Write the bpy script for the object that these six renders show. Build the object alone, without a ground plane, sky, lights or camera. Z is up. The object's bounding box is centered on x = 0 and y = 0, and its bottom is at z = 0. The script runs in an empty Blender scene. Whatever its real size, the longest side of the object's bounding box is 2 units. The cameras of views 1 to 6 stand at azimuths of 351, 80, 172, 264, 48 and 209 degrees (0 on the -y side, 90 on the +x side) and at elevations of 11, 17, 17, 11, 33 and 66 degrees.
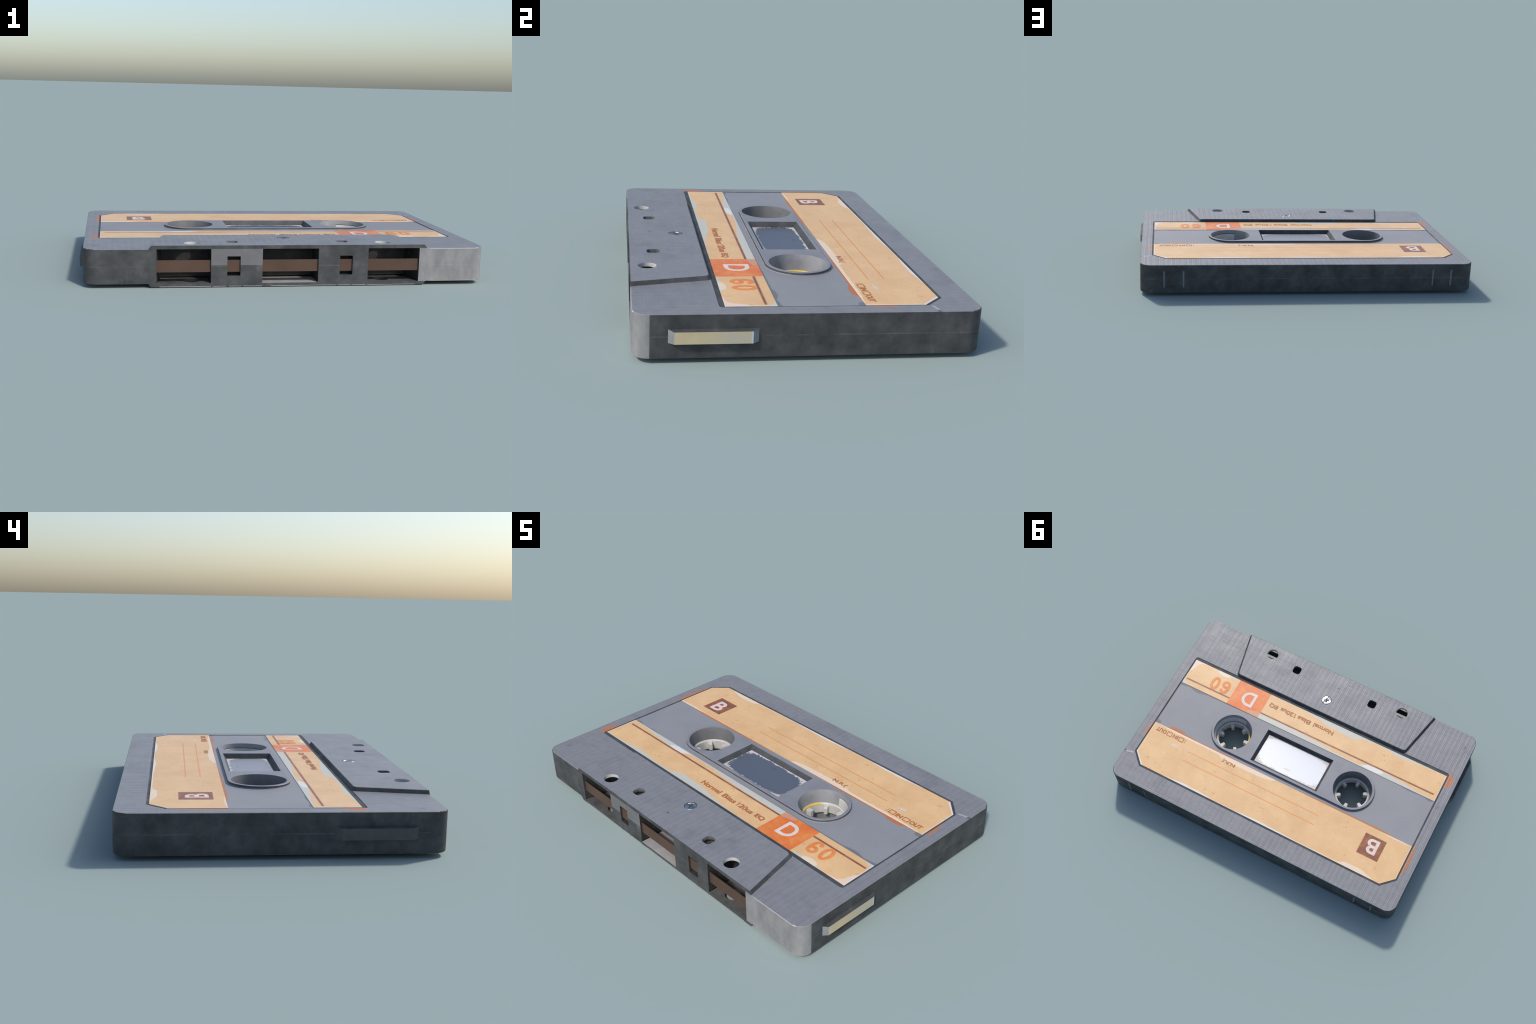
"""Worn compact audio cassette lying flat: moulded shell halves, raised head pads,
recessed label field with two paper strips, hub plate with window, hubs, tape, tabs."""
import math
import bpy
import bmesh
from mathutils import Vector

# ------------------------------------------------------------------ sizes (metres)
HX, HY = 0.9830, 0.6480            # half length / half depth of the shell
BACK = 0.6492                     # the rear wall stands a touch further out than the head edge
Z_MID, Z_FACE, Z_PAD = 0.100, 0.1835, 0.200
Z_PANEL, Z_PLATE, Z_PANE = 0.1822, 0.1952, 0.1712
HUB_X, HUB_Y, HOLE_R = 0.426, 0.0455, 0.123
CAV_TOP = 0.1830                 # ceiling of the openings along the head edge
OPENINGS = ((-0.6430, -0.6142, -0.3845, -0.3845), (-0.1370, -0.1370, 0.1370, 0.1370), (0.3845, 0.3845, 0.6142, 0.6435))  # left front, left back, right back, right front
PAPER_Z = 0.1842

# ------------------------------------------------------------------ mesh helpers
def loft(name, rings, cap_start=True, cap_end=True):
    """Skin a list of equal-length closed rings of 3D points; cap the ends."""
    bm = bmesh.new()
    rows = [[bm.verts.new(p) for p in ring] for ring in rings]
    n = len(rings[0])
    for a, b in zip(rows, rows[1:]):
        for i in range(n):
            bm.faces.new((a[i], a[(i + 1) % n], b[(i + 1) % n], b[i]))
    if cap_start:
        bm.faces.new(rows[0][::-1])
    if cap_end:
        bm.faces.new(rows[-1])
    bmesh.ops.recalc_face_normals(bm, faces=bm.faces)
    me = bpy.data.meshes.new(name)
    bm.to_mesh(me)
    bm.free()
    return me


def lathe(name, profile, centre, steps=96, a0=0.0, a1=2 * math.pi):
    """Revolve a closed (r, z) profile about a vertical axis; full turn or a sector."""
    full = abs(a1 - a0) > 2 * math.pi - 1e-6
    count = steps if full else steps + 1
    bm = bmesh.new()
    rows = []
    for i in range(count):
        a = a0 + (a1 - a0) * i / steps
        rows.append([bm.verts.new((centre[0] + r * math.cos(a), centre[1] + r * math.sin(a), z)) for r, z in profile])
    n = len(profile)
    for i in range(count if full else count - 1):
        p, q = rows[i], rows[(i + 1) % count]
        for j in range(n):
            bm.faces.new((p[j], q[j], q[(j + 1) % n], p[(j + 1) % n]))
    if not full:
        bm.faces.new(rows[0])
        bm.faces.new(rows[-1][::-1])
    bmesh.ops.recalc_face_normals(bm, faces=bm.faces)
    me = bpy.data.meshes.new(name)
    bm.to_mesh(me)
    bm.free()
    return me


def rounded(corners, steps=8):
    """corners: (x, y, radius) in counter-clockwise order -> closed outline of 2D points."""
    pts, n = [], len(corners)
    for i, (x, y, r) in enumerate(corners):
        p = Vector((x, y))
        u = (Vector(corners[i - 1][:2]) - p).normalized()
        v = (Vector(corners[(i + 1) % n][:2]) - p).normalized()
        if r <= 0:
            pts.append(p)
            continue
        half = u.angle(v) / 2
        reach = r / math.tan(half)
        centre = p + (u + v).normalized() * (r / math.sin(half))
        s, e = p + u * reach - centre, p + v * reach - centre
        a0 = math.atan2(s.y, s.x)
        turn = (math.atan2(e.y, e.x) - a0 + math.pi) % (2 * math.pi) - math.pi
        for k in range(steps + 1):
            a = a0 + turn * k / steps
            pts.append(centre + Vector((math.cos(a), math.sin(a))) * r)
    return pts


def inset(pts, d):
    """Move every point of a convex counter-clockwise outline inward by d."""
    out, n = [], len(pts)
    for i, p in enumerate(pts):
        a, b = (p - pts[i - 1]).normalized(), (pts[(i + 1) % n] - p).normalized()
        na, nb = Vector((-a.y, a.x)), Vector((-b.y, b.x))
        m = (na + nb).normalized()
        out.append(p + m * (d / max(0.3, m.dot(na))))
    return out


def ring(pts, z):
    return [(p[0], p[1], z) for p in pts]


def box_pts(x0, x1, y0, y1, r=0.0, steps=6):
    return rounded([(x0, y0, r), (x1, y0, r), (x1, y1, r), (x0, y1, r)], steps)


def prism(name, pts, z0, z1, bevel=0.0):
    rings = [ring(pts, z0)]
    if bevel:
        rings += [ring(pts, z1 - bevel), ring(inset(pts, bevel * 0.3), z1 - bevel * 0.3), ring(inset(pts, bevel), z1)]
    else:
        rings += [ring(pts, z1)]
    return loft(name, rings)


def circle(cx, cy, r, n=64):
    return [Vector((cx + r * math.cos(2 * math.pi * i / n), cy + r * math.sin(2 * math.pi * i / n))) for i in range(n)]


def stadium(half_x, cy, r, n=32):
    pts = []
    for sx, a0 in ((1, -math.pi / 2), (-1, math.pi / 2)):
        for i in range(n + 1):
            a = a0 + math.pi * i / n
            pts.append(Vector((sx * half_x + r * math.cos(a), cy + r * math.sin(a))))
    return pts


def merge(name, meshes):
    bm = bmesh.new()
    for me in meshes:
        bm.from_mesh(me)
        bpy.data.meshes.remove(me)
    out = bpy.data.meshes.new(name)
    bm.to_mesh(out)
    bm.free()
    return out


def cut(base, cutters):
    """Subtract each cutter mesh from the base mesh with exact booleans."""
    ob = bpy.data.objects.new("work", base)
    bpy.context.collection.objects.link(ob)
    helpers = []
    for i, c in enumerate(cutters):
        h = bpy.data.objects.new("cutter", c)
        bpy.context.collection.objects.link(h)
        helpers.append(h)
        m = ob.modifiers.new("cut", "BOOLEAN")
        m.operation, m.solver, m.object = "DIFFERENCE", "EXACT", h
    bpy.context.view_layer.update()
    dg = bpy.context.evaluated_depsgraph_get()
    out = bpy.data.meshes.new_from_object(ob.evaluated_get(dg))
    for h in helpers + [ob]:
        me = h.data
        bpy.data.objects.remove(h)
        bpy.data.meshes.remove(me)
    return out


def flipped(me, name):
    """The same moulding turned to the underside: mirrored about the mid plane."""
    out = me.copy()
    out.name = name
    bm = bmesh.new()
    bm.from_mesh(out)
    for v in bm.verts:
        v.co.z = 2 * Z_MID - v.co.z
    bmesh.ops.reverse_faces(bm, faces=bm.faces)
    bm.to_mesh(out)
    bm.free()
    return out


def place(name, me, parent, mats=(), smooth=30, turned=False):
    ob = bpy.data.objects.new(name, me)
    bpy.context.collection.objects.link(ob)
    ob.parent = parent
    if mats:
        me.materials.clear()
        for m in mats:
            me.materials.append(m)
    if smooth:
        for p in me.polygons:
            p.use_smooth = True
        me.set_sharp_from_angle(angle=math.radians(smooth))
        w = ob.modifiers.new("flat_face_shading", "WEIGHTED_NORMAL")
        w.keep_sharp = True
    if turned:                      # the other playing side: half a turn about the y axis
        ob.rotation_euler = (0, math.pi, 0)
        ob.location = (0, 0, 2 * Z_MID)
    return ob


# ------------------------------------------------------------------ node helper
class Nodes:
    def __init__(self, name):
        self.mat = bpy.data.materials.new(name)
        self.mat.use_nodes = True
        self.nt = self.mat.node_tree
        self.bsdf = next(n for n in self.nt.nodes if n.type == "BSDF_PRINCIPLED")
        self.co = self.nt.nodes.new("ShaderNodeTexCoord").outputs["Object"]
        sep = self.nt.nodes.new("ShaderNodeSeparateXYZ")
        self.nt.links.new(self.co, sep.inputs[0])
        self.x, self.y, self.z = sep.outputs

    def put(self, sock, v):
        if hasattr(v, "is_linked") or hasattr(v, "links"):
            self.nt.links.new(v, sock)
        elif isinstance(v, (tuple, list)) and len(v) == 3 and sock.type == "RGBA":
            sock.default_value = (*v, 1)
        else:
            sock.default_value = v

    def math(self, op, a, b=0.0, c=0.0, clamp=False):
        n = self.nt.nodes.new("ShaderNodeMath")
        n.operation, n.use_clamp = op, clamp
        for s, v in zip(n.inputs, (a, b, c)):
            self.put(s, v)
        return n.outputs[0]

    def add(self, a, b): return self.math("ADD", a, b)
    def sub(self, a, b): return self.math("SUBTRACT", a, b)
    def mul(self, a, b): return self.math("MULTIPLY", a, b)
    def hi(self, a, b): return self.math("MAXIMUM", a, b)
    def lo(self, a, b): return self.math("MINIMUM", a, b)

    def step(self, v, lo, hi, to0=0.0, to1=1.0):
        n = self.nt.nodes.new("ShaderNodeMapRange")
        n.interpolation_type = "SMOOTHSTEP"
        self.put(n.inputs[0], v)
        for i, q in enumerate((lo, hi, to0, to1)):
            self.put(n.inputs[i + 1], q)
        return n.outputs[0]

    def mix(self, f, a, b, blend="MIX"):
        n = self.nt.nodes.new("ShaderNodeMix")
        n.data_type, n.blend_type = "RGBA", blend
        self.put(n.inputs["Factor"], f)
        self.put(n.inputs[6], a)
        self.put(n.inputs[7], b)
        return n.outputs[2]

    def noise(self, scale=5.0, detail=4.0, rough=0.55, stretch=None, offset=(0, 0, 0)):
        v = self.co
        if stretch or any(offset):
            mp = self.nt.nodes.new("ShaderNodeMapping")
            self.nt.links.new(self.co, mp.inputs[0])
            mp.inputs["Scale"].default_value = stretch or (1, 1, 1)
            mp.inputs["Location"].default_value = offset
            v = mp.outputs[0]
        n = self.nt.nodes.new("ShaderNodeTexNoise")
        self.nt.links.new(v, n.inputs["Vector"])
        n.inputs["Scale"].default_value = scale
        n.inputs["Detail"].default_value = detail
        n.inputs["Roughness"].default_value = rough
        return n.outputs["Fac"]

    def line_noise(self, w, scale, detail=2.0):
        n = self.nt.nodes.new("ShaderNodeTexNoise")
        n.noise_dimensions = "1D"
        self.put(n.inputs["W"], w)
        n.inputs["Scale"].default_value = scale
        n.inputs["Detail"].default_value = detail
        return n.outputs["Fac"]

    def ramp(self, f, stops, interp="LINEAR"):
        n = self.nt.nodes.new("ShaderNodeValToRGB")
        n.color_ramp.interpolation = interp
        el = n.color_ramp.elements
        while len(el) < len(stops):
            el.new(0.5)
        for e, (p, c) in zip(el, stops):
            e.position = p
            e.color = (*c, 1) if isinstance(c, tuple) else (c, c, c, 1)
        self.put(n.inputs[0], f)
        return n.outputs[0]

    def profile(self, stops, full=0.06):
        """Smooth curve height(x) in metres through (x, height) stops, as a grey ramp."""
        f = self.math("MULTIPLY_ADD", self.x, 0.5, 0.5)
        return self.mul(self.ramp(f, [((x + 1) / 2, h / full) for x, h in stops], "EASE"), full)

    def box(self, x0, x1, y0, y1, soft=0.002):
        def span(v, a, b):
            return self.mul(self.step(v, a - soft, a + soft), self.step(v, b + soft, b - soft))
        return self.mul(span(self.x, x0, x1), span(self.y, y0, y1))

    def blob(self, cx, cy, rx, ry, wobble=None, soft=0.12):
        dx = self.math("DIVIDE", self.sub(self.x, cx), rx)
        dy = self.math("DIVIDE", self.sub(self.y, cy), ry)
        d = self.math("SQRT", self.add(self.mul(dx, dx), self.mul(dy, dy)))
        if wobble is not None:
            d = self.add(d, wobble)
        return self.step(d, 1 + soft, 1 - soft)

    def stroke(self, x0, y0, x1, y1, w):
        """Soft straight scratch from one point to another."""
        L = math.hypot(x1 - x0, y1 - y0)
        ux, uy = (x1 - x0) / L, (y1 - y0) / L
        px, py = self.sub(self.x, x0), self.sub(self.y, y0)
        t = self.add(self.mul(px, ux), self.mul(py, uy))
        d = self.math("ABSOLUTE", self.sub(self.mul(px, uy), self.mul(py, ux)))
        return self.mul(self.mul(self.step(t, -w, w), self.step(t, L + w, L - w)), self.step(d, w, w * 0.3))

    def bump(self, height, strength=0.3, dist=0.002):
        n = self.nt.nodes.new("ShaderNodeBump")
        n.inputs["Strength"].default_value = strength
        n.inputs["Distance"].default_value = dist
        self.put(n.inputs["Height"], height)
        self.nt.links.new(n.outputs[0], self.bsdf.inputs["Normal"])

    def finish(self, colour, rough=0.5, metallic=0.0, spec=0.5):
        self.put(self.bsdf.inputs["Base Color"], colour)
        self.put(self.bsdf.inputs["Roughness"], rough)
        self.put(self.bsdf.inputs["Metallic"], metallic)
        self.put(self.bsdf.inputs["Specular IOR Level"], spec)
        return self.mat


RUST = (0.48, 0.165, 0.06)

# ------------------------------------------------------------------ materials
def face_plastic():
    """Brushed grey plastic of the broad faces, with a faint moulded grid and rusty marks."""
    n = Nodes("brushed_grey_plastic")
    wob = n.noise(9, 3)
    xw = n.add(n.x, n.mul(n.sub(wob, 0.5), 0.0010))
    yw = n.add(n.y, n.mul(n.sub(wob, 0.5), 0.0010))
    # moulded grid: evenly pitched ribs across, fine irregular ones along
    slip = n.mul(n.line_noise(n.x, 9, 2.0), 0.034)
    rib = n.math("PINGPONG", n.add(xw, slip), 0.0160)
    strong = n.step(n.line_noise(n.x, 31, 1.0), 0.30, 0.55, 0.45, 1.0)
    along = n.line_noise(yw, 190, 2.0)
    gx = n.mul(n.step(rib, 0.0034, 0.0008), strong)
    gy = n.step(n.math("ABSOLUTE", n.sub(along, 0.5)), 0.08, 0.0)
    patch = n.step(n.noise(3.5, 3, offset=(3, 1, 0)), 0.35, 0.65)
    worn = n.step(n.noise(14, 3, 0.6, stretch=(0.35, 1, 1)), 0.30, 0.62, 0.25, 1.0)
    lines = n.hi(gx, n.mul(n.mul(gy, worn), 0.45))
    col = n.ramp(n.noise(26, 6, 0.65), [(0.25, (0.192, 0.192, 0.203)), (0.75, (0.240, 0.239, 0.251))])
    fine = n.noise(60, 3, 0.6, stretch=(0.12, 3.0, 1))
    col = n.mix(n.step(fine, 0.3, 0.75, 0.0, 0.22), col, (0.27, 0.27, 0.29))
    col = n.mix(n.mul(lines, n.add(0.10, n.mul(patch, 0.12))), col, (0.11, 0.112, 0.13))  # rib shading tinted in as dark lines, pale glints follow below
    lit = n.hi(n.mul(n.step(rib, 0.0115, 0.0145), strong), n.mul(n.mul(n.step(along, 0.60, 0.70), worn), 0.5))
    col = n.mix(n.mul(lit, 0.06), col, (0.42, 0.41, 0.41))
    smudge = n.step(n.noise(7, 5, 0.65, offset=(5, 3, 0)), 0.50, 0.72, 0.0, 0.38)
    col = n.mix(smudge, col, (0.135, 0.135, 0.142))
    wav = n.mul(n.sub(n.noise(30, 2), 0.5), 0.25)
    rust = n.hi(n.blob(-0.918, -0.287, 0.041, 0.052, wav, 0.06), n.blob(-0.908, 0.305, 0.031, 0.125, wav, 0.06))
    rust = n.hi(rust, n.blob(0.908, 0.275, 0.026, 0.060, wav, 0.06))
    col = n.mix(n.mul(rust, 0.92), col, (0.46, 0.175, 0.075))
    pale = n.stroke(0.921, 0.461, 0.968, 0.472, 0.007)
    col = n.mix(n.mul(pale, 0.7), col, (0.50, 0.50, 0.56))
    dark = n.hi(n.mul(n.stroke(-0.9175, -0.337, -0.944, -0.492, 0.003), 0.4), n.stroke(-0.932, -0.560, -0.922, -0.535, 0.006))
    dark = n.hi(n.mul(dark, 0.7), n.blob(-0.031, -0.552, 0.007, 0.005))
    dark = n.hi(dark, n.mul(n.blob(0.976, 0.470, 0.012, 0.007), 0.8))
    chew = n.step(n.add(n.y, n.mul(n.sub(n.noise(28, 3), 0.5), 0.012)), -0.6425, -0.6445)
    chew = n.mul(chew, n.mul(n.step(n.x, -0.440, -0.415), n.step(n.x, -0.315, -0.335)))
    dark = n.hi(dark, n.mul(chew, 0.85))
    col = n.mix(n.mul(dark, 0.8), col, (0.06, 0.06, 0.065))
    h = n.add(n.add(n.mul(gx, -0.8), n.mul(n.mul(gy, worn), -0.28)), n.mul(lit, 0.6))
    h = n.add(h, n.mul(n.noise(300, 2), 0.08))
    n.bump(h, 0.75, 0.0009)
    return n.finish(col, n.step(wob, 0.3, 0.7, 0.37, 0.46))


def wall_plastic():
    """Smudged charcoal plastic of the sides, with the bare paler patch at one front corner."""
    n = Nodes("smudged_charcoal_plastic")
    cloud = n.noise(13, 5, 0.6)
    smear = n.noise(24, 4, 0.6, stretch=(1.0, 1.0, 0.45), offset=(2, 5, 1))
    col = n.ramp(cloud, [(0.32, (0.042, 0.045, 0.046)), (0.52, (0.064, 0.066, 0.067)), (0.72, (0.092, 0.093, 0.094))])  # charcoal lowered a step toward the shade seen on rear and ends
    col = n.mix(n.step(smear, 0.60, 0.78, 0, 0.35), col, (0.150, 0.150, 0.150))
    bare = n.ramp(n.noise(16, 6, 0.65, stretch=(1, 1, 0.6), offset=(4, 0, 2)), [(0.32, (0.185, 0.184, 0.188)), (0.68, (0.290, 0.286, 0.286))])
    at_corner = n.mul(n.mul(n.step(n.x, 0.6428, 0.6444), n.step(n.y, -0.5852, -0.5868)), n.step(n.math("ABSOLUTE", n.sub(n.z, Z_MID)), 0.0840, 0.0825))
    col = n.mix(at_corner, col, bare)
    pillar = n.mul(n.mul(n.step(n.x, -0.3850, -0.3840), n.step(n.x, -0.1368, -0.1374)), n.mul(n.step(n.z, 0.1035, 0.1060), n.step(n.y, -0.640, -0.645)))
    pillar = n.mul(pillar, n.step(n.z, 0.184, 0.182))
    col = n.mix(n.mul(pillar, 0.85), col, n.mix(cloud, (0.12, 0.12, 0.122), (0.20, 0.20, 0.205)))
    # parting line of the two halves, rubbed paler in places
    seam = n.step(n.math("ABSOLUTE", n.sub(n.z, Z_MID)), 0.0032, 0.0010)
    seam = n.mul(seam, n.mul(n.step(n.noise(6, 4, 0.7), 0.40, 0.60), 0.12))
    col = n.mix(seam, col, (0.40, 0.39, 0.39))
    # pale vertical edges of the two squares at the rear
    rear = n.step(n.y, BACK - 0.006, BACK - 0.004)
    ax = n.math("ABSOLUTE", n.x)
    pale_lines = n.hi(n.step(n.math("ABSOLUTE", n.sub(ax, 0.7365)), 0.0065, 0.002), n.step(n.math("ABSOLUTE", n.sub(ax, 0.8462)), 0.0065, 0.002))
    pale_lines = n.mul(n.mul(pale_lines, rear), n.step(n.math("ABSOLUTE", n.sub(n.z, Z_MID - 0.001)), 0.050, 0.047))
    col = n.mix(n.mul(pale_lines, 0.75), col, (0.24, 0.26, 0.27))
    # white bevel highlight painted along the edges of the bare corner
    bevel_highlight = n.mul(at_corner, n.step(n.math("ABSOLUTE", n.sub(n.z, Z_MID)), 0.0785, 0.0810))
    bevel_highlight = n.mul(bevel_highlight, n.mul(n.step(n.x, 0.68, 0.72), n.step(n.x, 0.955, 0.940)))
    col = n.mix(n.mul(bevel_highlight, 0.75), col, (0.62, 0.60, 0.58))
    n.bump(n.add(n.noise(160, 3), n.mul(seam, -2.0)), 0.10, 0.002)
    return n.finish(col, n.step(cloud, 0.3, 0.7, 0.66, 0.55), 0.0, 0.25)


def plain_plastic(name, a, b, scale=30, rough=0.55, spec=0.5, bump=0.08):
    n = Nodes(name)
    f = n.noise(scale, 5, 0.6)
    n.bump(n.noise(220, 2), bump, 0.002)
    return n.finish(n.ramp(f, [(0.3, a), (0.7, b)]), rough, 0.0, spec)


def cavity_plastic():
    """Inside of the head openings: pale floor in the middle one, much darker elsewhere."""
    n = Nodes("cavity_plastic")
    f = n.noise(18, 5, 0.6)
    dark_inner = n.ramp(f, [(0.3, (0.022, 0.023, 0.023)), (0.7, (0.046, 0.046, 0.045))])
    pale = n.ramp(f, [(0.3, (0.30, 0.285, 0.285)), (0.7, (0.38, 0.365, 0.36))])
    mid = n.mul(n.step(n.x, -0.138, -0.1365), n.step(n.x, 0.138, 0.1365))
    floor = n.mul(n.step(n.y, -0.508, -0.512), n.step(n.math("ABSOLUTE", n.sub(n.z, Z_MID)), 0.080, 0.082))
    dark_floor = n.ramp(f, [(0.3, (0.055, 0.054, 0.053)), (0.7, (0.115, 0.112, 0.108))])
    return n.finish(n.mix(floor, dark_inner, n.mix(mid, dark_floor, pale)), 0.65, 0.0, 0.25)


def panel_plastic():
    """Even matt grey of the label field, with rust and grime creeping out from the paper."""
    n = Nodes("matt_grey_panel")
    grain = n.noise(170, 3, 0.6)
    col = n.ramp(grain, [(0.3, (0.238, 0.240, 0.254)), (0.7, (0.298, 0.299, 0.313))])
    col = n.mix(n.step(n.noise(30, 2), 0.70, 0.78, 0, 0.15), col, (0.12, 0.12, 0.14))
    col = n.mix(n.step(n.noise(6, 4, 0.6), 0.35, 0.70, 0.0, 0.22), col, (0.19, 0.195, 0.205))
    w = n.mul(n.sub(n.noise(26, 3), 0.5), 0.007)
    # grime along the front strip, measured upward from its edge
    up = n.add(n.sub(n.y, -0.1225), w)
    grime = n.profile([(-0.91, 0.0), (-0.88, 0.016), (-0.83, 0.004), (-0.74, 0.010), (-0.66, 0.003), (-0.45, 0.0), (0.35, 0.003),
                       (0.58, 0.008), (0.70, 0.010), (0.78, 0.022), (0.84, 0.010), (0.885, 0.016), (0.91, 0.022)])
    g = n.step(up, n.add(grime, 0.0015), n.sub(grime, 0.0015))
    col = n.mix(n.mul(g, 0.75), col, (0.13, 0.14, 0.155))
    # rust and grime under the rear strip, measured downward
    down = n.add(n.sub(0.2105, n.y), w)
    rust = n.profile([(-0.91, 0.0), (-0.85, 0.0), (-0.74, 0.009), (-0.68, 0.012), (-0.5, 0.009), (-0.3, 0.009), (0.0, 0.0), (0.28, 0.004),
                      (0.42, 0.010), (0.60, 0.008), (0.67, 0.011), (0.74, 0.026), (0.785, 0.024), (0.815, 0.005), (0.87, 0.002)])
    r = n.step(down, n.add(rust, 0.0012), n.sub(rust, 0.0012))
    r = n.mul(r, n.step(rust, 0.001, 0.004))
    col = n.mix(r, col, (0.45, 0.165, 0.07))
    chip = n.blob(0.895, 0.200, 0.022, 0.016, n.mul(n.sub(n.noise(40, 2), 0.5), 0.5))
    col = n.mix(n.mul(chip, 0.7), col, (0.13, 0.14, 0.15))
    n.bump(grain, 0.05, 0.002)
    return n.finish(col, 0.55)


def paper(front):
    """Sun-tanned paper strip with printed rules and blocks, worn pale at its edges."""
    n = Nodes("tan_paper_front" if front else "tan_paper_rear")
    mott = n.noise(9, 5, 0.6)
    fib = n.noise(55, 4, 0.6, stretch=(0.5, 1, 1))
    col = n.ramp(mott, [(0.3, (0.690, 0.420, 0.196)), (0.7, (0.780, 0.500, 0.248))])
    col = n.mix(n.step(fib, 0.50, 0.75, 0, 0.30), col, (0.82, 0.575, 0.31))
    # foxing: fine specks gathered into a few stains
    speck = n.step(n.noise(85, 3, 0.6, stretch=(0.6, 1, 1)), 0.62, 0.72)
    where = n.step(n.noise(5.5, 2, offset=(1.7, 2.9, 0)), 0.46, 0.66, 0.08, 0.75)
    if front:
        where = n.hi(where, n.blob(-0.53, -0.245, 0.09, 0.05, n.mul(n.sub(mott, 0.5), 1.2), 0.5))
    else:
        where = n.hi(where, n.mul(n.blob(0.20, 0.30, 0.17, 0.055, n.mul(n.sub(mott, 0.5), 1.5), 0.5), 0.8))
    col = n.mix(n.mul(speck, where), col, (0.46, 0.23, 0.085))
    fox = n.step(n.noise(20, 3, offset=(7, 2, 0)), 0.66, 0.74, 0, 0.55)
    col = n.mix(fox, col, (0.62, 0.33, 0.13))
    ragged = n.mul(n.sub(n.noise(24, 4, 0.6), 0.5), 0.016)
    greenish = n.mix(n.step(n.noise(70, 3), 0.62, 0.70, 0, 0.5), (0.555, 0.540, 0.465), (0.37, 0.38, 0.355))
    cream = (0.80, 0.655, 0.500)
    white = (0.73, 0.71, 0.67)
    pink = (0.79, 0.61, 0.50)
    if front:
        # printed rule: dark core with rusty shoulders, broken by the orange block
        away = n.math("ABSOLUTE", n.sub(n.y, -0.1630))
        rule_x = n.mul(n.step(n.x, -0.888, -0.880), n.step(n.x, 0.897, 0.893))
        shoulder = n.mul(n.mul(n.step(away, 0.0085, 0.0050), rule_x), 0.85)
        core = n.mul(n.mul(n.step(away, 0.0050, 0.0022), rule_x), n.step(n.noise(12, 4), 0.30, 0.55, 0.55, 1.0))
        col = n.mix(shoulder, col, (0.50, 0.190, 0.070))
        col = n.mix(core, col, (0.175, 0.068, 0.040))
        # wear creeping in from both long edges
        low = n.add(n.sub(n.y, -0.3155), ragged)
        wl = n.profile([(-0.91, 0.001), (-0.86, 0.004), (-0.72, 0.012), (-0.60, 0.024), (-0.50, 0.012), (-0.42, 0.008), (-0.34, 0.016),
                        (-0.27, 0.044), (-0.18, 0.041), (-0.10, 0.034), (0.0, 0.018), (0.12, 0.004), (0.57, 0.0), (0.60, 0.010), (0.66, 0.014), (0.715, 0.020), (0.745, 0.004), (0.80, 0.0)])
        top = n.add(n.sub(-0.1215, n.y), ragged)
        wt = n.profile([(-0.91, 0.005), (-0.80, 0.009), (-0.68, 0.022), (-0.56, 0.036), (-0.45, 0.034), (-0.38, 0.010), (-0.30, 0.008),
                        (-0.20, 0.012), (-0.09, 0.026), (0.10, 0.036), (0.30, 0.042), (0.343, 0.042), (0.36, 0.0), (0.84, 0.0), (0.872, 0.006), (0.895, 0.022), (0.91, 0.030)])
        m1 = n.mul(n.step(low, n.add(wl, 0.001), n.sub(wl, 0.001)), n.step(wl, 0.0005, 0.003))
        m2 = n.mul(n.step(top, n.add(wt, 0.001), n.sub(wt, 0.001)), n.step(wt, 0.0005, 0.003))
        under = n.mul(n.step(away, 0.005, 0.007), 1.0)
        # orange block over the paper, faded at one corner
        block = n.box(0.3405, 0.5700, -0.33, -0.10, 0.0012)
        ink = n.ramp(n.noise(14, 5, 0.6), [(0.32, (0.70, 0.150, 0.028)), (0.5, (0.74, 0.195, 0.040)), (0.68, (0.78, 0.275, 0.070))])
        col = n.mix(n.mul(n.hi(m1, m2), n.hi(under, n.mul(m2, 0.0))), col, greenish)
        bright = n.mul(n.blob(-0.46, -0.145, 0.085, 0.018, n.mul(ragged, 34)), m2)
        col = n.mix(n.mul(bright, 0.9), col, white)
        bright = n.mul(n.blob(0.685, -0.306, 0.045, 0.020, n.mul(ragged, 30)), n.step(n.x, 0.575, 0.58))
        col = n.mix(n.mul(bright, 0.85), col, cream)
        col = n.mix(block, col, ink)
        faded = n.box(0.3405, 0.4250, -0.160, -0.10, 0.002)
        faded = n.mul(faded, n.step(n.sub(n.y, n.mul(n.sub(n.x, 0.345), 0.22)), -0.166, -0.162))
        col = n.mix(n.mul(faded, 0.50), col, (0.47, 0.40, 0.30))
        wc = n.profile([(0.70, 0.0), (0.79, 0.0), (0.825, 0.006), (0.858, 0.010), (0.873, 0.024), (0.884, 0.055), (0.893, 0.085), (0.91, 0.10)], 0.12)
        low = n.add(n.sub(n.y, -0.3155), n.mul(ragged, 0.8))
        corner = n.mul(n.step(low, n.add(wc, 0.001), n.sub(wc, 0.001)), n.step(wc, 0.001, 0.004))
        col = n.mix(n.mul(corner, 0.9), col, pink)
    else:
        # two thin printed writing lines
        for y in (0.2972, 0.3632):
            away = n.math("ABSOLUTE", n.sub(n.y, y))
            m = n.mul(n.step(away, 0.0042, 0.0020), n.mul(n.step(n.x, -0.319, -0.315), n.step(n.x, 0.617, 0.613)))
            col = n.mix(n.mul(m, 0.85), col, (0.72, 0.275, 0.060))
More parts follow.
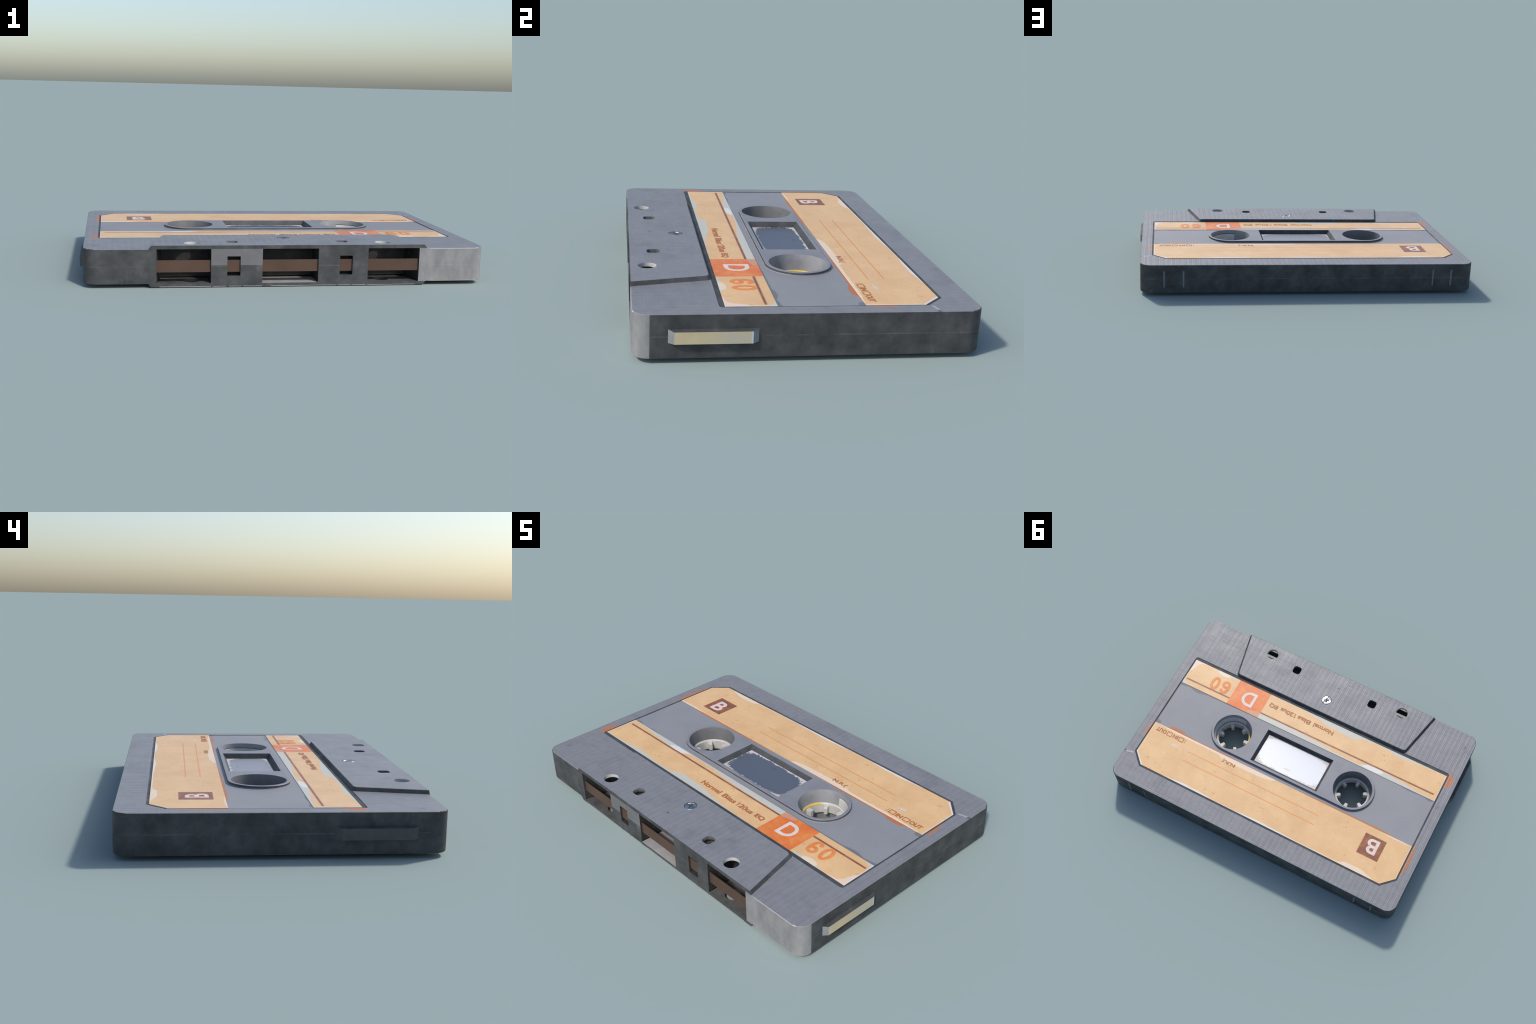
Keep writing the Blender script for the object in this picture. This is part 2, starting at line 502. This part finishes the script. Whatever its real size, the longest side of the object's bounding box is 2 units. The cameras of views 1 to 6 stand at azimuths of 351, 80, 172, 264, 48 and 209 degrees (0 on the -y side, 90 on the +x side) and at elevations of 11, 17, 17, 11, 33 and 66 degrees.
        # brown block behind the side letter
        ink = n.ramp(n.noise(17, 5, 0.65), [(0.34, (0.165, 0.058, 0.032)), (0.5, (0.295, 0.098, 0.042)), (0.64, (0.47, 0.160, 0.052))])
        col = n.mix(n.box(-0.7630, -0.6235, 0.2578, 0.3985, 0.0012), col, ink)
        up = n.add(n.sub(n.y, 0.2095), n.mul(ragged, 0.7))
        wl = n.profile([(-0.91, 0.002), (-0.80, 0.010), (-0.76, 0.006), (-0.70, 0.0), (0.02, 0.0), (0.05, 0.016), (0.10, 0.026), (0.17, 0.029), (0.26, 0.030),
                        (0.38, 0.033), (0.44, 0.014), (0.60, 0.013), (0.72, 0.012), (0.80, 0.009), (0.86, 0.003), (0.91, 0.001)])
        m = n.mul(n.step(up, n.add(wl, 0.001), n.sub(wl, 0.001)), n.step(wl, 0.0005, 0.003))
        col = n.mix(n.mul(m, 0.85), col, cream)
        down = n.add(n.sub(0.5140, n.y), n.mul(ragged, 0.6))
        wt = n.profile([(-0.91, 0.001), (-0.79, 0.002), (-0.755, 0.014), (-0.70, 0.030), (-0.60, 0.027), (-0.54, 0.007), (-0.40, 0.006), (-0.27, 0.006),
                        (-0.12, 0.010), (0.0, 0.014), (0.10, 0.009), (0.16, 0.003), (0.30, 0.003), (0.42, 0.012), (0.52, 0.014), (0.62, 0.008), (0.68, 0.001), (0.86, 0.001)])
        m = n.mul(n.step(down, n.add(wt, 0.001), n.sub(wt, 0.001)), n.step(wt, 0.0005, 0.003))
        edge = n.mix(n.step(n.x, -0.45, -0.30), cream, white)
        col = n.mix(n.mul(m, 0.9), col, edge)
        chip = n.step(n.add(n.mul(n.add(n.x, n.y), 0.7071), n.mul(ragged, 0.8)), 0.9425, 0.9465)
        col = n.mix(n.mul(chip, 0.8), col, white)
        nick = n.blob(n.add(0.716, n.mul(n.sub(n.y, 0.3), 1.2)), 0.3000, n.math("MULTIPLY_ADD", n.sub(n.y, 0.29), -1.3, 0.034), 0.0095, n.mul(ragged, 14))
        col = n.mix(n.mul(nick, 0.8), col, (0.60, 0.60, 0.54))
        col = n.mix(n.mul(n.blob(-0.80, 0.352, 0.008, 0.005), 0.6), col, (0.55, 0.60, 0.50))
    # thin pale rim of the sheet at its short ends
    rim = n.step(n.math("ABSOLUTE", n.x), 0.9025, 0.9050)
    col = n.mix(n.mul(rim, 0.6), col, (0.84, 0.78, 0.72))
    n.bump(n.add(n.noise(120, 3), n.mul(mott, 2.0)), 0.08, 0.002)
    return n.finish(col, 0.40, 0.0, 0.5)


def print_ink(name, a, b, rough=0.5):
    n = Nodes(name)
    return n.finish(n.ramp(n.noise(30, 5, 0.65), [(0.35, a), (0.65, b)]), rough)


def window_film():
    """Bare reflective film inside a frosted, ragged border."""
    n = Nodes("reflective_window_film")
    rag = n.add(n.mul(n.sub(n.noise(75, 6, 0.72), 0.5), 0.50), n.mul(n.sub(n.noise(18, 3), 0.5), 0.14))
    dx = n.math("POWER", n.math("ABSOLUTE", n.math("DIVIDE", n.x, 0.1985)), 4.5)
    dy = n.math("POWER", n.math("ABSOLUTE", n.math("DIVIDE", n.sub(n.y, 0.0455), 0.0880)), 4.0)
    d = n.math("POWER", n.add(dx, dy), 0.23)
    film = n.step(n.add(d, rag), 1.14, 1.07)
    mark = n.blob(0.014, 0.108, 0.020, 0.007, n.mul(n.sub(n.x, 0.014), 22))
    n.bump(n.mul(n.y, math.tan(math.radians(15))), 1.0, 1.0)      # flat film, normals tilted to steer the sun's reflection
    frost = n.ramp(n.noise(60, 4), [(0.3, (0.47, 0.44, 0.43)), (0.7, (0.55, 0.52, 0.50))])
    col = n.mix(film, frost, (0.285, 0.303, 0.340))  # film base cooled to blue-grey toward the mirrored sky
    col = n.mix(n.mul(mark, film), col, (0.26, 0.26, 0.27))
    return n.finish(col, n.add(n.mul(film, -0.03), 0.55), n.mul(film, 0.92))


def screw_metal():
    n = Nodes("bright_screw_metal")
    f = n.noise(60, 4)
    n.bump(n.noise(34, 1), 0.8, 0.012)
    return n.finish(n.ramp(f, [(0.3, (0.40, 0.41, 0.42)), (0.7, (0.55, 0.56, 0.57))]), 0.34, 1.0)


def hub_plastic(marked):
    n = Nodes("ivory_hub_marked" if marked else "ivory_hub")
    f = n.noise(30, 4)
    col = n.ramp(f, [(0.3, (0.50, 0.485, 0.45)), (0.7, (0.60, 0.585, 0.55))])
    if marked:
        # dab of yellow over part of the ring
        ang = n.math("ARCTAN2", n.sub(n.y, HUB_Y), n.sub(HUB_X, n.x))      # 0 on the side facing the window
        r = n.math("SQRT", n.add(n.math("POWER", n.sub(n.y, HUB_Y), 2.0), n.math("POWER", n.sub(n.x, HUB_X), 2.0)))
        arc = n.mul(n.step(ang, -0.90, -0.78), n.step(ang, 0.80, 0.62))
        arc = n.mul(arc, n.mul(n.mul(n.step(r, 0.1055, 0.1045), n.step(r, 0.0962, 0.0968)), n.step(n.z, 0.1195, 0.1215)))
        col = n.mix(n.mul(arc, 0.95), col, n.mix(f, (0.60, 0.40, 0.05), (0.74, 0.52, 0.09)))
    return n.finish(col, 0.42)


def tape_oxide():
    n = Nodes("brown_tape_oxide")
    grain = n.noise(420, 2, 0.6)
    f = n.noise(9, 4)
    col = n.ramp(f, [(0.3, (0.076, 0.045, 0.031)), (0.7, (0.098, 0.058, 0.040))])
    col = n.mix(n.step(grain, 0.60, 0.75, 0, 0.35), col, (0.15, 0.085, 0.055))
    return n.finish(col, 0.5, 0.0, 0.3)


def tab_ivory():
    """Yellowed film on the outer face of the side tab, bare grey at its rear end."""
    n = Nodes("yellowed_tab")
    f = n.noise(22, 5, 0.6)
    yel = n.ramp(f, [(0.3, (0.52, 0.425, 0.255)), (0.7, (0.58, 0.485, 0.31))])
    grey = n.ramp(f, [(0.35, (0.49, 0.44, 0.28)), (0.65, (0.41, 0.40, 0.39))])
    col = n.mix(n.step(n.y, -0.43, -0.27, 0, 0.75), yel, grey)
    col = n.mix(n.step(n.y, -0.231, -0.223, 0, 0.8), col, (0.52, 0.55, 0.60))
    return n.finish(col, 0.5)


FACE, WALL = face_plastic(), wall_plastic()
CAVITY, PANEL = cavity_plastic(), panel_plastic()
HOLE = plain_plastic("rubbed_hole_plastic", (0.46, 0.45, 0.43), (0.58, 0.57, 0.55))
BORE = plain_plastic("grey_bore_plastic", (0.125, 0.125, 0.127), (0.165, 0.165, 0.167), 20)
COLLAR = plain_plastic("grey_collar_plastic", (0.22, 0.22, 0.225), (0.30, 0.30, 0.305), 16)
PLATE = plain_plastic("grey_plate_plastic", (0.205, 0.207, 0.228), (0.248, 0.249, 0.270), 14, 0.47)
TAB_SIDE = plain_plastic("grey_tab_plastic", (0.21, 0.215, 0.225), (0.28, 0.285, 0.295), 30)
TAB_DARK = plain_plastic("smudged_tab_plastic", (0.050, 0.052, 0.055), (0.076, 0.078, 0.080), 20, 0.5)
PALE_EDGE = plain_plastic("pale_edge_plastic", (0.27, 0.25, 0.245), (0.36, 0.34, 0.33), 60)
PAPER_FRONT, PAPER_REAR = paper(True), paper(False)
ORANGE = print_ink("orange_ink", (0.72, 0.21, 0.045), (0.78, 0.29, 0.08))
WHITE = print_ink("white_ink", (0.70, 0.555, 0.48), (0.79, 0.66, 0.59))
BROWN = print_ink("brown_ink", (0.34, 0.112, 0.032), (0.48, 0.185, 0.056))
FILM, SCREW, TAPE, IVORY = window_film(), screw_metal(), tape_oxide(), tab_ivory()
HUB, HUB_MARK = hub_plastic(False), hub_plastic(True)

# ------------------------------------------------------------------ the cassette
root = bpy.data.objects.new("audio_cassette", None)
bpy.context.collection.objects.link(root)
root["label"] = "worn grey audio cassette with tan and orange paper label"
root["category"] = "audio cassette"

body_outline = rounded([(-HX, -HY, 0.060), (HX, -HY, 0.060), (HX, BACK, 0.062), (-HX, BACK, 0.062)], 14)
recess_outline = rounded([(-0.917, -0.3360, 0.016), (0.917, -0.3360, 0.016), (0.917, 0.4480, 0.006),
                          (0.838, 0.5260, 0.006), (-0.838, 0.5260, 0.006), (-0.917, 0.4480, 0.006)], 5)

def opening(fl, bl, br, fr):
    """Plan of a head opening: straight jambs at the front, side walls closing in to the back."""
    return [Vector(p) for p in ((fl, -0.75), (fr, -0.75), (fr, -0.6445), (br, -0.505), (bl, -0.505), (fl, -0.6445))]


def bore(cx, cy, r, z0=0.05, z1=0.25, n=64):
    return prism("bore", circle(cx, cy, r, n), z0, z1)

GUIDES = [box_pts(sx * 0.2735 - 0.0265, sx * 0.2735 + 0.0265, -0.5745, -0.5195, 0.016) for sx in (-1, 1)]


def shell_half_mesh():
    me = loft("shell_half", [ring(body_outline, Z_MID), ring(body_outline, 0.1785),
                             ring(inset(body_outline, 0.0010), 0.1817), ring(inset(body_outline, 0.0034), Z_FACE)])
    # tray for the label field: sloping sides, flat floor
    tray = loft("tray", [ring(recess_outline, 0.25), ring(recess_outline, Z_FACE), ring(inset(recess_outline, 0.0035), 0.1814)])
    cutters = [tray]
    for room in OPENINGS:
        cutters.append(prism("opening", opening(*room), 0.02, 0.25))   # the pad roofs them over
    cutters.append(prism("window_room", box_pts(-0.240, 0.240, -0.082, 0.172), 0.05, 0.25))
    for sx in (-1, 1):
        cutters.append(prism("guide_slot", box_pts(sx * 0.2753 - 0.0318, sx * 0.2753 + 0.0318, -0.75, -0.595), 0.05, 0.1472))
        cutters.append(prism("guide_room", box_pts(sx * 0.2735 - 0.034, sx * 0.2735 + 0.034, -0.587, -0.507), 0.1330, 0.1780))
        cutters.append(prism("hub_room", circle(sx * HUB_X, HUB_Y, 0.165, 96), 0.05, 0.1695))
        cutters.append(bore(sx * HUB_X, HUB_Y, 0.130, n=96))
        cutters.append(bore(sx * 0.472, -0.5790, 0.0375))
    cutters += [prism("guide_hole", g, 0.1450, 0.25) for g in GUIDES]
    for sx in (-1, 1):
        cutters.append(prism("rear_square", box_pts(sx * 0.7913 - 0.0550, sx * 0.7913 + 0.0550, BACK - 0.0035, BACK + 0.1, 0.004), 0.02, 0.1480))
    me = cut(me, cutters)
    return me


def assign_shell(me):
    for p in me.polygons:
        c, nz = p.center, p.normal.z
        k = 1
        if nz > 0.8 and c.z > 0.1825:
            k = 0
        elif abs(abs(c.x) - 0.472) < 0.039 and abs(c.y + 0.579) < 0.039 and abs(nz) < 0.5:
            k = 3
        elif abs(abs(c.x) - 0.2735) < 0.028 and -0.576 < c.y < -0.518 and abs(nz) < 0.5:
            k = 4
        elif abs(abs(c.x) - 0.2735) < 0.035 and -0.588 < c.y < -0.506 and 0.13 < c.z < 0.1785:
            k = 4
        elif c.z > 0.1705 and -0.34 < c.y < 0.53 and abs(c.x) < 0.92:  # tray floor gets the dark wall colour to draw the groove's shading
            k = 1
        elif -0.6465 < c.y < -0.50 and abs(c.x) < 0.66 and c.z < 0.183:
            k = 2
        elif math.hypot(abs(c.x) - HUB_X, c.y - HUB_Y) < 0.17:
            k = 4
        p.material_index = k

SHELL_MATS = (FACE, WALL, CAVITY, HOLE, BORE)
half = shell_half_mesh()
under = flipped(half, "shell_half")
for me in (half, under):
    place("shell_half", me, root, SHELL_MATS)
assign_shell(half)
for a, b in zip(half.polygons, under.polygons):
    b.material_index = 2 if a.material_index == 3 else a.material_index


# raised pad over the head edge, with screw seat, locating holes and guide holes
def pad_mesh():
    base = rounded([(-0.681, -HY, 0), (0.681, -HY, 0), (0.6115, -0.3345, 0.020), (-0.6115, -0.3345, 0.020)], 6)
    top = rounded([(-0.668, -HY, 0), (0.668, -HY, 0), (0.5995, -0.3445, 0.020), (-0.5995, -0.3445, 0.020)], 6)
    def blend(t):
        return [a.lerp(b, t) for a, b in zip(base, top)]
    lip = inset(top, 0.002)
    me = loft("head_pad", [ring(base, 0.1787), ring(base, Z_FACE), ring(blend(0.9), 0.1985), ring(lip, Z_PAD)])
    cutters = [bore(sx * 0.472, -0.5790, 0.0375, 0.15) for sx in (-1, 1)]
    cutters += [prism("guide_hole", g, 0.15, 0.25) for g in GUIDES]
    # openings run up to their ceiling just under the pad
    for room in OPENINGS:
        cutters.append(prism("opening", opening(*room), 0.02, CAV_TOP))
    cutters.append(bore(0, -0.4374, 0.0318, 0.1965))
    return cut(me, cutters)

pad = pad_mesh()
pad_under = flipped(pad, "head_pad")
for me in (pad, pad_under):
    place("head_pad", me, root, SHELL_MATS)
for p, q in zip(pad.polygons, pad_under.polygons):
    c = p.center
    k = 1
    if p.normal.z > 0.8 and c.z > 0.198:
        k = 0
    elif abs(abs(c.x) - 0.472) < 0.039 and abs(c.y + 0.579) < 0.039 and abs(p.normal.z) < 0.5:
        k = 3
    elif abs(abs(c.x) - 0.2735) < 0.028 and -0.576 < c.y < -0.518 and abs(p.normal.z) < 0.5:
        k = 4
    elif p.normal.z < -0.5:
        k = 2
    p.material_index, q.material_index = k, 2 if k == 3 else k

# thin pale line along the foot of the pad, broken into runs
runs = ((-0.627, -0.384), (-0.376, -0.309), (-0.299, -0.238), (-0.229, -0.139), (-0.094, 0.230), (0.238, 0.299), (0.307, 0.377), (0.384, 0.626))
strips = [prism("run", box_pts(a, b, -HY - 0.0004, -HY + 0.004), 0.0012, 0.0040) for a, b in runs]
edge = place("pale_edge_strips", merge("pale_edge_strips", strips), root, (PALE_EDGE,), smooth=0)
edge["kind"] = "stuff"

# screw with a crossed slot
def screw_mesh():
    me = loft("screw", [ring(circle(0, -0.4374, 0.0300, 40), 0.190), ring(circle(0, -0.4374, 0.0300, 40), 0.1982),
                        ring(circle(0, -0.4374, 0.0285, 40), 0.1997), ring(circle(0, -0.4374, 0.0245, 40), 0.2000),
                        ring(circle(0, -0.4374, 0.0228, 40), 0.1986)])
    slots = []
    for a in (0.35, 0.35 + math.pi / 2):
        u, v = Vector((math.cos(a), math.sin(a))), Vector((-math.sin(a), math.cos(a)))
        c = Vector((0, -0.4374))
        slots.append(prism("slot", [c + u * s * 0.0175 + v * t * 0.0045 for s, t in ((-1, -1), (1, -1), (1, 1), (-1, 1))], 0.1955, 0.25))
    return cut(me, slots)

screw = screw_mesh()
place("screw", screw, root, (SCREW,))
place("screw", screw, root, turned=True, smooth=0)

# inset grey field the paper is glued to, and the raised hub plate on it
panel_outline = rounded([(-0.9075, -0.3150, 0.004), (0.9075, -0.3150, 0.004), (0.9075, 0.4420, 0.003),
                         (0.8335, 0.5140, 0.003), (-0.8335, 0.5140, 0.003), (-0.9075, 0.4420, 0.003)], 4)
foot = stadium(HUB_X, 0.0455, 0.146)
panel = loft("label_field", [ring(inset(panel_outline, -0.0015), 0.1700), ring(panel_outline, 0.1812), ring(inset(panel_outline, 0.0008), Z_PANEL)])
panel = cut(panel, [bore(sx * HUB_X, HUB_Y, 0.129, 0.15, n=96) for sx in (-1, 1)] + [prism("window_room", box_pts(-0.240, 0.240, -0.082, 0.172), 0.05, 0.25)])
panel_under = flipped(panel, "label_field")
place("label_field", panel, root, (PANEL,))
place("label_field", panel_under, root, (PANEL,))

def funnel(cx):
    """The hub well narrows downward: radius as a straight line of height."""
    slope = (HOLE_R - 0.1188) / (Z_PLATE - 0.1722)
    return loft("funnel", [ring(circle(cx, HUB_Y, HOLE_R + (z - Z_PLATE) * slope, 96), z) for z in (0.15, 0.25)])


def plate_mesh():
    oval = stadium(HUB_X, 0.0450, 0.1385)
    me = loft("hub_plate", [ring(oval, 0.1722), ring(inset(oval, -0.0035), 0.1726), ring(inset(oval, -0.0035), 0.1824), ring(inset(oval, -0.0012), 0.1833),
                            ring(oval, 0.1855), ring(inset(oval, 0.0012), 0.1935), ring(inset(oval, 0.0026), 0.1949), ring(inset(oval, 0.0050), Z_PLATE)])
    sill = rounded([(-0.2155, -0.0575, 0), (0.2155, -0.0575, 0), (0.2155, 0.1480, 0), (-0.2155, 0.1480, 0)])
    head = rounded([(-0.2335, -0.0755, 0), (0.2335, -0.0755, 0), (0.2335, 0.1655, 0), (-0.2335, 0.1655, 0)])
    over = rounded([(-0.2535, -0.0955, 0), (0.2535, -0.0955, 0), (0.2535, 0.1855, 0), (-0.2535, 0.1855, 0)])
    window = loft("window", [ring(sill, 0.15), ring(sill, Z_PANE), ring(head, Z_PLATE), ring(over, 0.2219)])
    return cut(me, [window] + [funnel(sx * HUB_X) for sx in (-1, 1)])

plate = plate_mesh()
plate_under = flipped(plate, "hub_plate")
for p, q in zip(plate.polygons, plate_under.polygons):
    c = p.center
    k = 0
    if abs(p.normal.z) < 0.75 and c.z > 0.166:
        k = 1 if 0.1847 < c.z < 0.194 or (abs(c.x) < 0.24 and abs(c.y - 0.045) < 0.125) else 0
    if math.hypot(abs(c.x) - HUB_X, c.y - HUB_Y) < 0.1238 and abs(p.normal.z) < 0.5:
        k = 3 if c.x > 0 else 2
    p.material_index = q.material_index = k
for me in (plate, plate_under):
    ks = [p.material_index for p in me.polygons]
    place("hub_plate", me, root, (PLATE, WALL, BORE, COLLAR))
    for p, k in zip(me.polygons, ks):
        p.material_index = k

pane = prism("window_pane", box_pts(-0.225, 0.225, -0.067, 0.157), 0.1690, Z_PANE)
place("window_pane", pane, root, (FILM,), smooth=0)
place("window_pane", pane, root, smooth=0, turned=True)

# collars that hang below the hub holes: a full ring, and a broken one on the other reel
def collar(cx, a0, a1):
    prof = [(0.1190, 0.1728), (0.1118, 0.1275), (0.1150, 0.1275), (0.1225, 0.1728)]
    return lathe("hub_collar", prof, (cx, HUB_Y), 96, a0, a1)

def drum(cx, a0, a1):
    """Ivory wall of the winding drum, bare where the collar is broken away."""
    prof = [(0.1168, 0.1680), (0.1122, 0.1275), (0.1170, 0.1275), (0.1215, 0.1680), (0.1192, 0.1695)]
    return lathe("winding_drum", prof, (cx, HUB_Y), 96, a0, a1)

GAP0, GAP1 = math.radians(-107), math.radians(91)
for name, me, mat in (("hub_collar", collar(-HUB_X, 0, 2 * math.pi), BORE),
                      ("hub_collar", collar(HUB_X, GAP1, GAP0 + 2 * math.pi), COLLAR),
                      ("winding_drum", drum(HUB_X, GAP0, GAP1), HUB)):
    low = flipped(me, name)
    place(name, me, root, (mat,))
    place(name, low, root, (mat,))

# hubs: lathed rim with rounded crown, six drive teeth each
def hub_profile():
    top = [(0.0970, 0.1190)]
    for i in range(9):
        a = math.pi - math.pi * i / 8
        top.append((0.1035 + 0.0065 * math.cos(a), 0.1235 + 0.0065 * math.sin(a)))
    top += [(0.1105, 0.1262), (0.1330, 0.1262)]
    return top + [(r, 2 * Z_MID - z) for r, z in reversed(top)]

def tooth_mesh(cx, ang):
    u, v = Vector((math.cos(ang), math.sin(ang))), Vector((-math.sin(ang), math.cos(ang)))
    c = Vector((cx, HUB_Y))
    pts = [c + u * r + v * t for r, t in ((0.0705, -0.0088), (0.1000, -0.0140), (0.1000, 0.0140), (0.0705, 0.0088))]
    small = [c + u * r + v * t for r, t in ((0.0735, -0.0072), (0.1000, -0.0125), (0.1000, 0.0125), (0.0735, 0.0072))]
    return loft("drive_tooth", [ring(small, 0.0795), ring(pts, 0.0815), ring(pts, 0.1165), ring(small, 0.1195)])

for cx, mat, phase in ((-HUB_X, HUB, 29), (HUB_X, HUB_MARK, 4)):
    hub = place("reel_hub", lathe("reel_hub", hub_profile(), (cx, HUB_Y), 96), root, (mat,), smooth=40)
    for k in range(6):
        place("drive_tooth", tooth_mesh(cx, math.radians(phase + 60 * k)), hub, (HUB if mat is HUB else HUB_MARK,), smooth=20)

# magnetic tape stretched along the head edge
tape = prism("tape", box_pts(-0.6420, 0.6430, -0.6385, -0.6350), 0.0705, 0.1284)
place("tape", tape, root, (TAPE,), smooth=0)

# side tabs with tapered ends
def tab_mesh(sx):
    def outline(d, x):
        y0, y1, z0, z1 = -0.5215 + 0.0215 * d, -0.1985 - 0.0220 * d, 0.0768, 0.1282 - 0.0057 * d
        return [(x, y0, z0), (x, y1, z0), (x, y1, z1), (x, y0, z1)]
    return loft("side_tab", [outline(0, sx * (HX - 0.01)), outline(0, sx * HX), outline(1, sx * 1.0)])

for sx in (1, -1):
    me = tab_mesh(sx)
    place("side_tab", me, root, (TAB_SIDE, IVORY, WALL, TAB_DARK), smooth=0)
    for p in me.polygons:
        p.material_index = (2 if p.normal.z > 0.3 else 3) if sx < 0 else (1 if p.normal.x > 0.9 else (2 if abs(p.normal.z) > 0.5 else 0))

# ------------------------------------------------------------------ paper strips and print
strip_front = [Vector(p) for p in ((-0.9070, -0.3145), (0.9070, -0.3145), (0.9070, -0.1220), (-0.9070, -0.1220))]
strip_rear = [Vector(p) for p in ((-0.9070, 0.2098), (0.9070, 0.2098), (0.9070, 0.4418), (0.8333, 0.5135), (-0.8333, 0.5135), (-0.9070, 0.4418))]


def paper_mesh(pts):
    return loft("paper_label", [ring(pts, Z_PANEL - 0.001), ring(pts, PAPER_Z - 0.0006), ring(inset(pts, 0.0007), PAPER_Z)])


def lettering(text, x0, x1, y0, y1, weight=0.0, shear=0.0):
    """Built-in font text fitted to a rectangle on the paper, as a thin layer of ink."""
    cu = bpy.data.curves.new("lettering", "FONT")
    cu.body, cu.size, cu.offset, cu.shear = text, 1.0, weight, shear
    cu.extrude, cu.resolution_u = 0.01, 6
    ob = bpy.data.objects.new("work", cu)
    bpy.context.collection.objects.link(ob)
    bpy.context.view_layer.update()
    me = bpy.data.meshes.new_from_object(ob.evaluated_get(bpy.context.evaluated_depsgraph_get()))
    bpy.data.objects.remove(ob)
    bpy.data.curves.remove(cu)
    xs, ys, zs = ([v.co[i] for v in me.vertices] for i in range(3))
    sx, sy = (x1 - x0) / (max(xs) - min(xs)), (y1 - y0) / (max(ys) - min(ys))
    for v in me.vertices:
        v.co = (x0 + (v.co.x - min(xs)) * sx, y0 + (v.co.y - min(ys)) * sy, PAPER_Z + (0.0007 if v.co.z > 0 else -0.0003))
    me.name = "lettering"
    return me


def stroke(pts, w, closed=False, lift=0.0007):
    """A printed stroke of even width following a polyline."""
    n = len(pts)
    left, right = [], []
    for i, p in enumerate(pts):
        a = pts[i - 1] if (closed or i) else p
        b = pts[(i + 1) % n] if (closed or i < n - 1) else p
        t = (b - a).normalized()
        m = Vector((-t.y, t.x)) * (w / 2)
        left.append(p + m)
        right.append(p - m)
    z0, z1 = PAPER_Z - 0.0003, PAPER_Z + lift
    loops = [[(l.x, l.y, z0), (l.x, l.y, z1), (q.x, q.y, z1), (q.x, q.y, z0)] for l, q in zip(left, right)]
    if closed:
        loops.append(loops[0])
    me = loft("lettering", loops, not closed, not closed)
    return me


def oval(cx, cy, rx, ry, a0=0.0, a1=360.0, steps=40):
    closed = a1 - a0 >= 360
    return [Vector((cx + rx * math.cos(math.radians(a0 + (a1 - a0) * i / steps)), cy + ry * math.sin(math.radians(a0 + (a1 - a0) * i / steps))))
            for i in range(steps if closed else steps + 1)]


def square_mark(x0, x1, y0, y1, w):
    """Hollow tick box: four thin bars mitred at the corners."""
    out, inn = box_pts(x0, x1, y0, y1), box_pts(x0 + w, x1 - w, y0 + w, y1 - w)
    return loft("tick_box", [ring(out, PAPER_Z - 0.0003), ring(out, PAPER_Z + 0.0007), ring(inn, PAPER_Z + 0.0007), ring(inn, PAPER_Z - 0.0003)], False, False)


pm_front, pm_rear = paper_mesh(strip_front), paper_mesh(strip_rear)
front = place("paper_label", pm_front, root, (PAPER_FRONT,), smooth=0)
rear = place("paper_label", pm_rear, root, (PAPER_REAR,), smooth=0)
place("paper_label", pm_front, root, smooth=0, turned=True)
place("paper_label", pm_rear, root, smooth=0, turned=True)

PRINT = (("Normal", -0.1450, -0.0030, -0.2622, -0.2305, 0.032, front, BROWN),
         ("Bias", 0.0195, 0.1125, -0.2622, -0.2305, 0.028, front, BROWN),
         ("20us", 0.1435, 0.2365, -0.2622, -0.2305, 0.038, front, BROWN),
         ("EQ", 0.2570, 0.3170, -0.2630, -0.2300, 0.038, front, BROWN),
         ("D", 0.4120, 0.5010, -0.2672, -0.1625, 0.018, front, WHITE),
         ("B", -0.7300, -0.6580, 0.2755, 0.3725, 0.020, rear, WHITE),
         ("N.R.(", 0.3010, 0.3930, 0.2290, 0.2590, 0.038, rear, BROWN),
         (")", 0.6630, 0.6690, 0.2285, 0.2610, 0.006, rear, BROWN),
         ("IN", 0.7190, 0.7550, 0.2310, 0.2580, 0.040, rear, BROWN),
         ("OUT", 0.8040, 0.8760, 0.2310, 0.2585, 0.040, rear, BROWN))
for text, x0, x1, y0, y1, weight, sheet, ink in PRINT:
    place("lettering", lettering(text, x0, x1, y0, y1, weight), sheet, (ink,), smooth=0)
# tall narrow figures of the running time, and the flagged figure one of the small line
six = merge("lettering", [stroke(oval(0.6340, -0.2385, 0.0215, 0.0190), 0.0175, True), stroke(oval(0.6340, -0.2170, 0.0215, 0.0395, 28, 205), 0.0192, lift=0.0010)])
one = merge("lettering", [stroke([Vector((0.1330, -0.2622)), Vector((0.1330, -0.2305))], 0.0066), stroke([Vector((0.1240, -0.2395)), Vector((0.1300, -0.2365)), Vector((0.1345, -0.2315))], 0.0046, lift=0.0009)])
for me, ink in ((six, ORANGE), (stroke(oval(0.7070, -0.2165, 0.0205, 0.0405), 0.0192, True), ORANGE), (one, BROWN)):
    place("lettering", me, front, (ink,), smooth=0)
for x0, x1 in ((0.6775, 0.7130), (0.7630, 0.7985)):
    place("tick_box", square_mark(x0, x1, 0.2295, 0.2605, 0.0048), rear, (BROWN,), smooth=0)
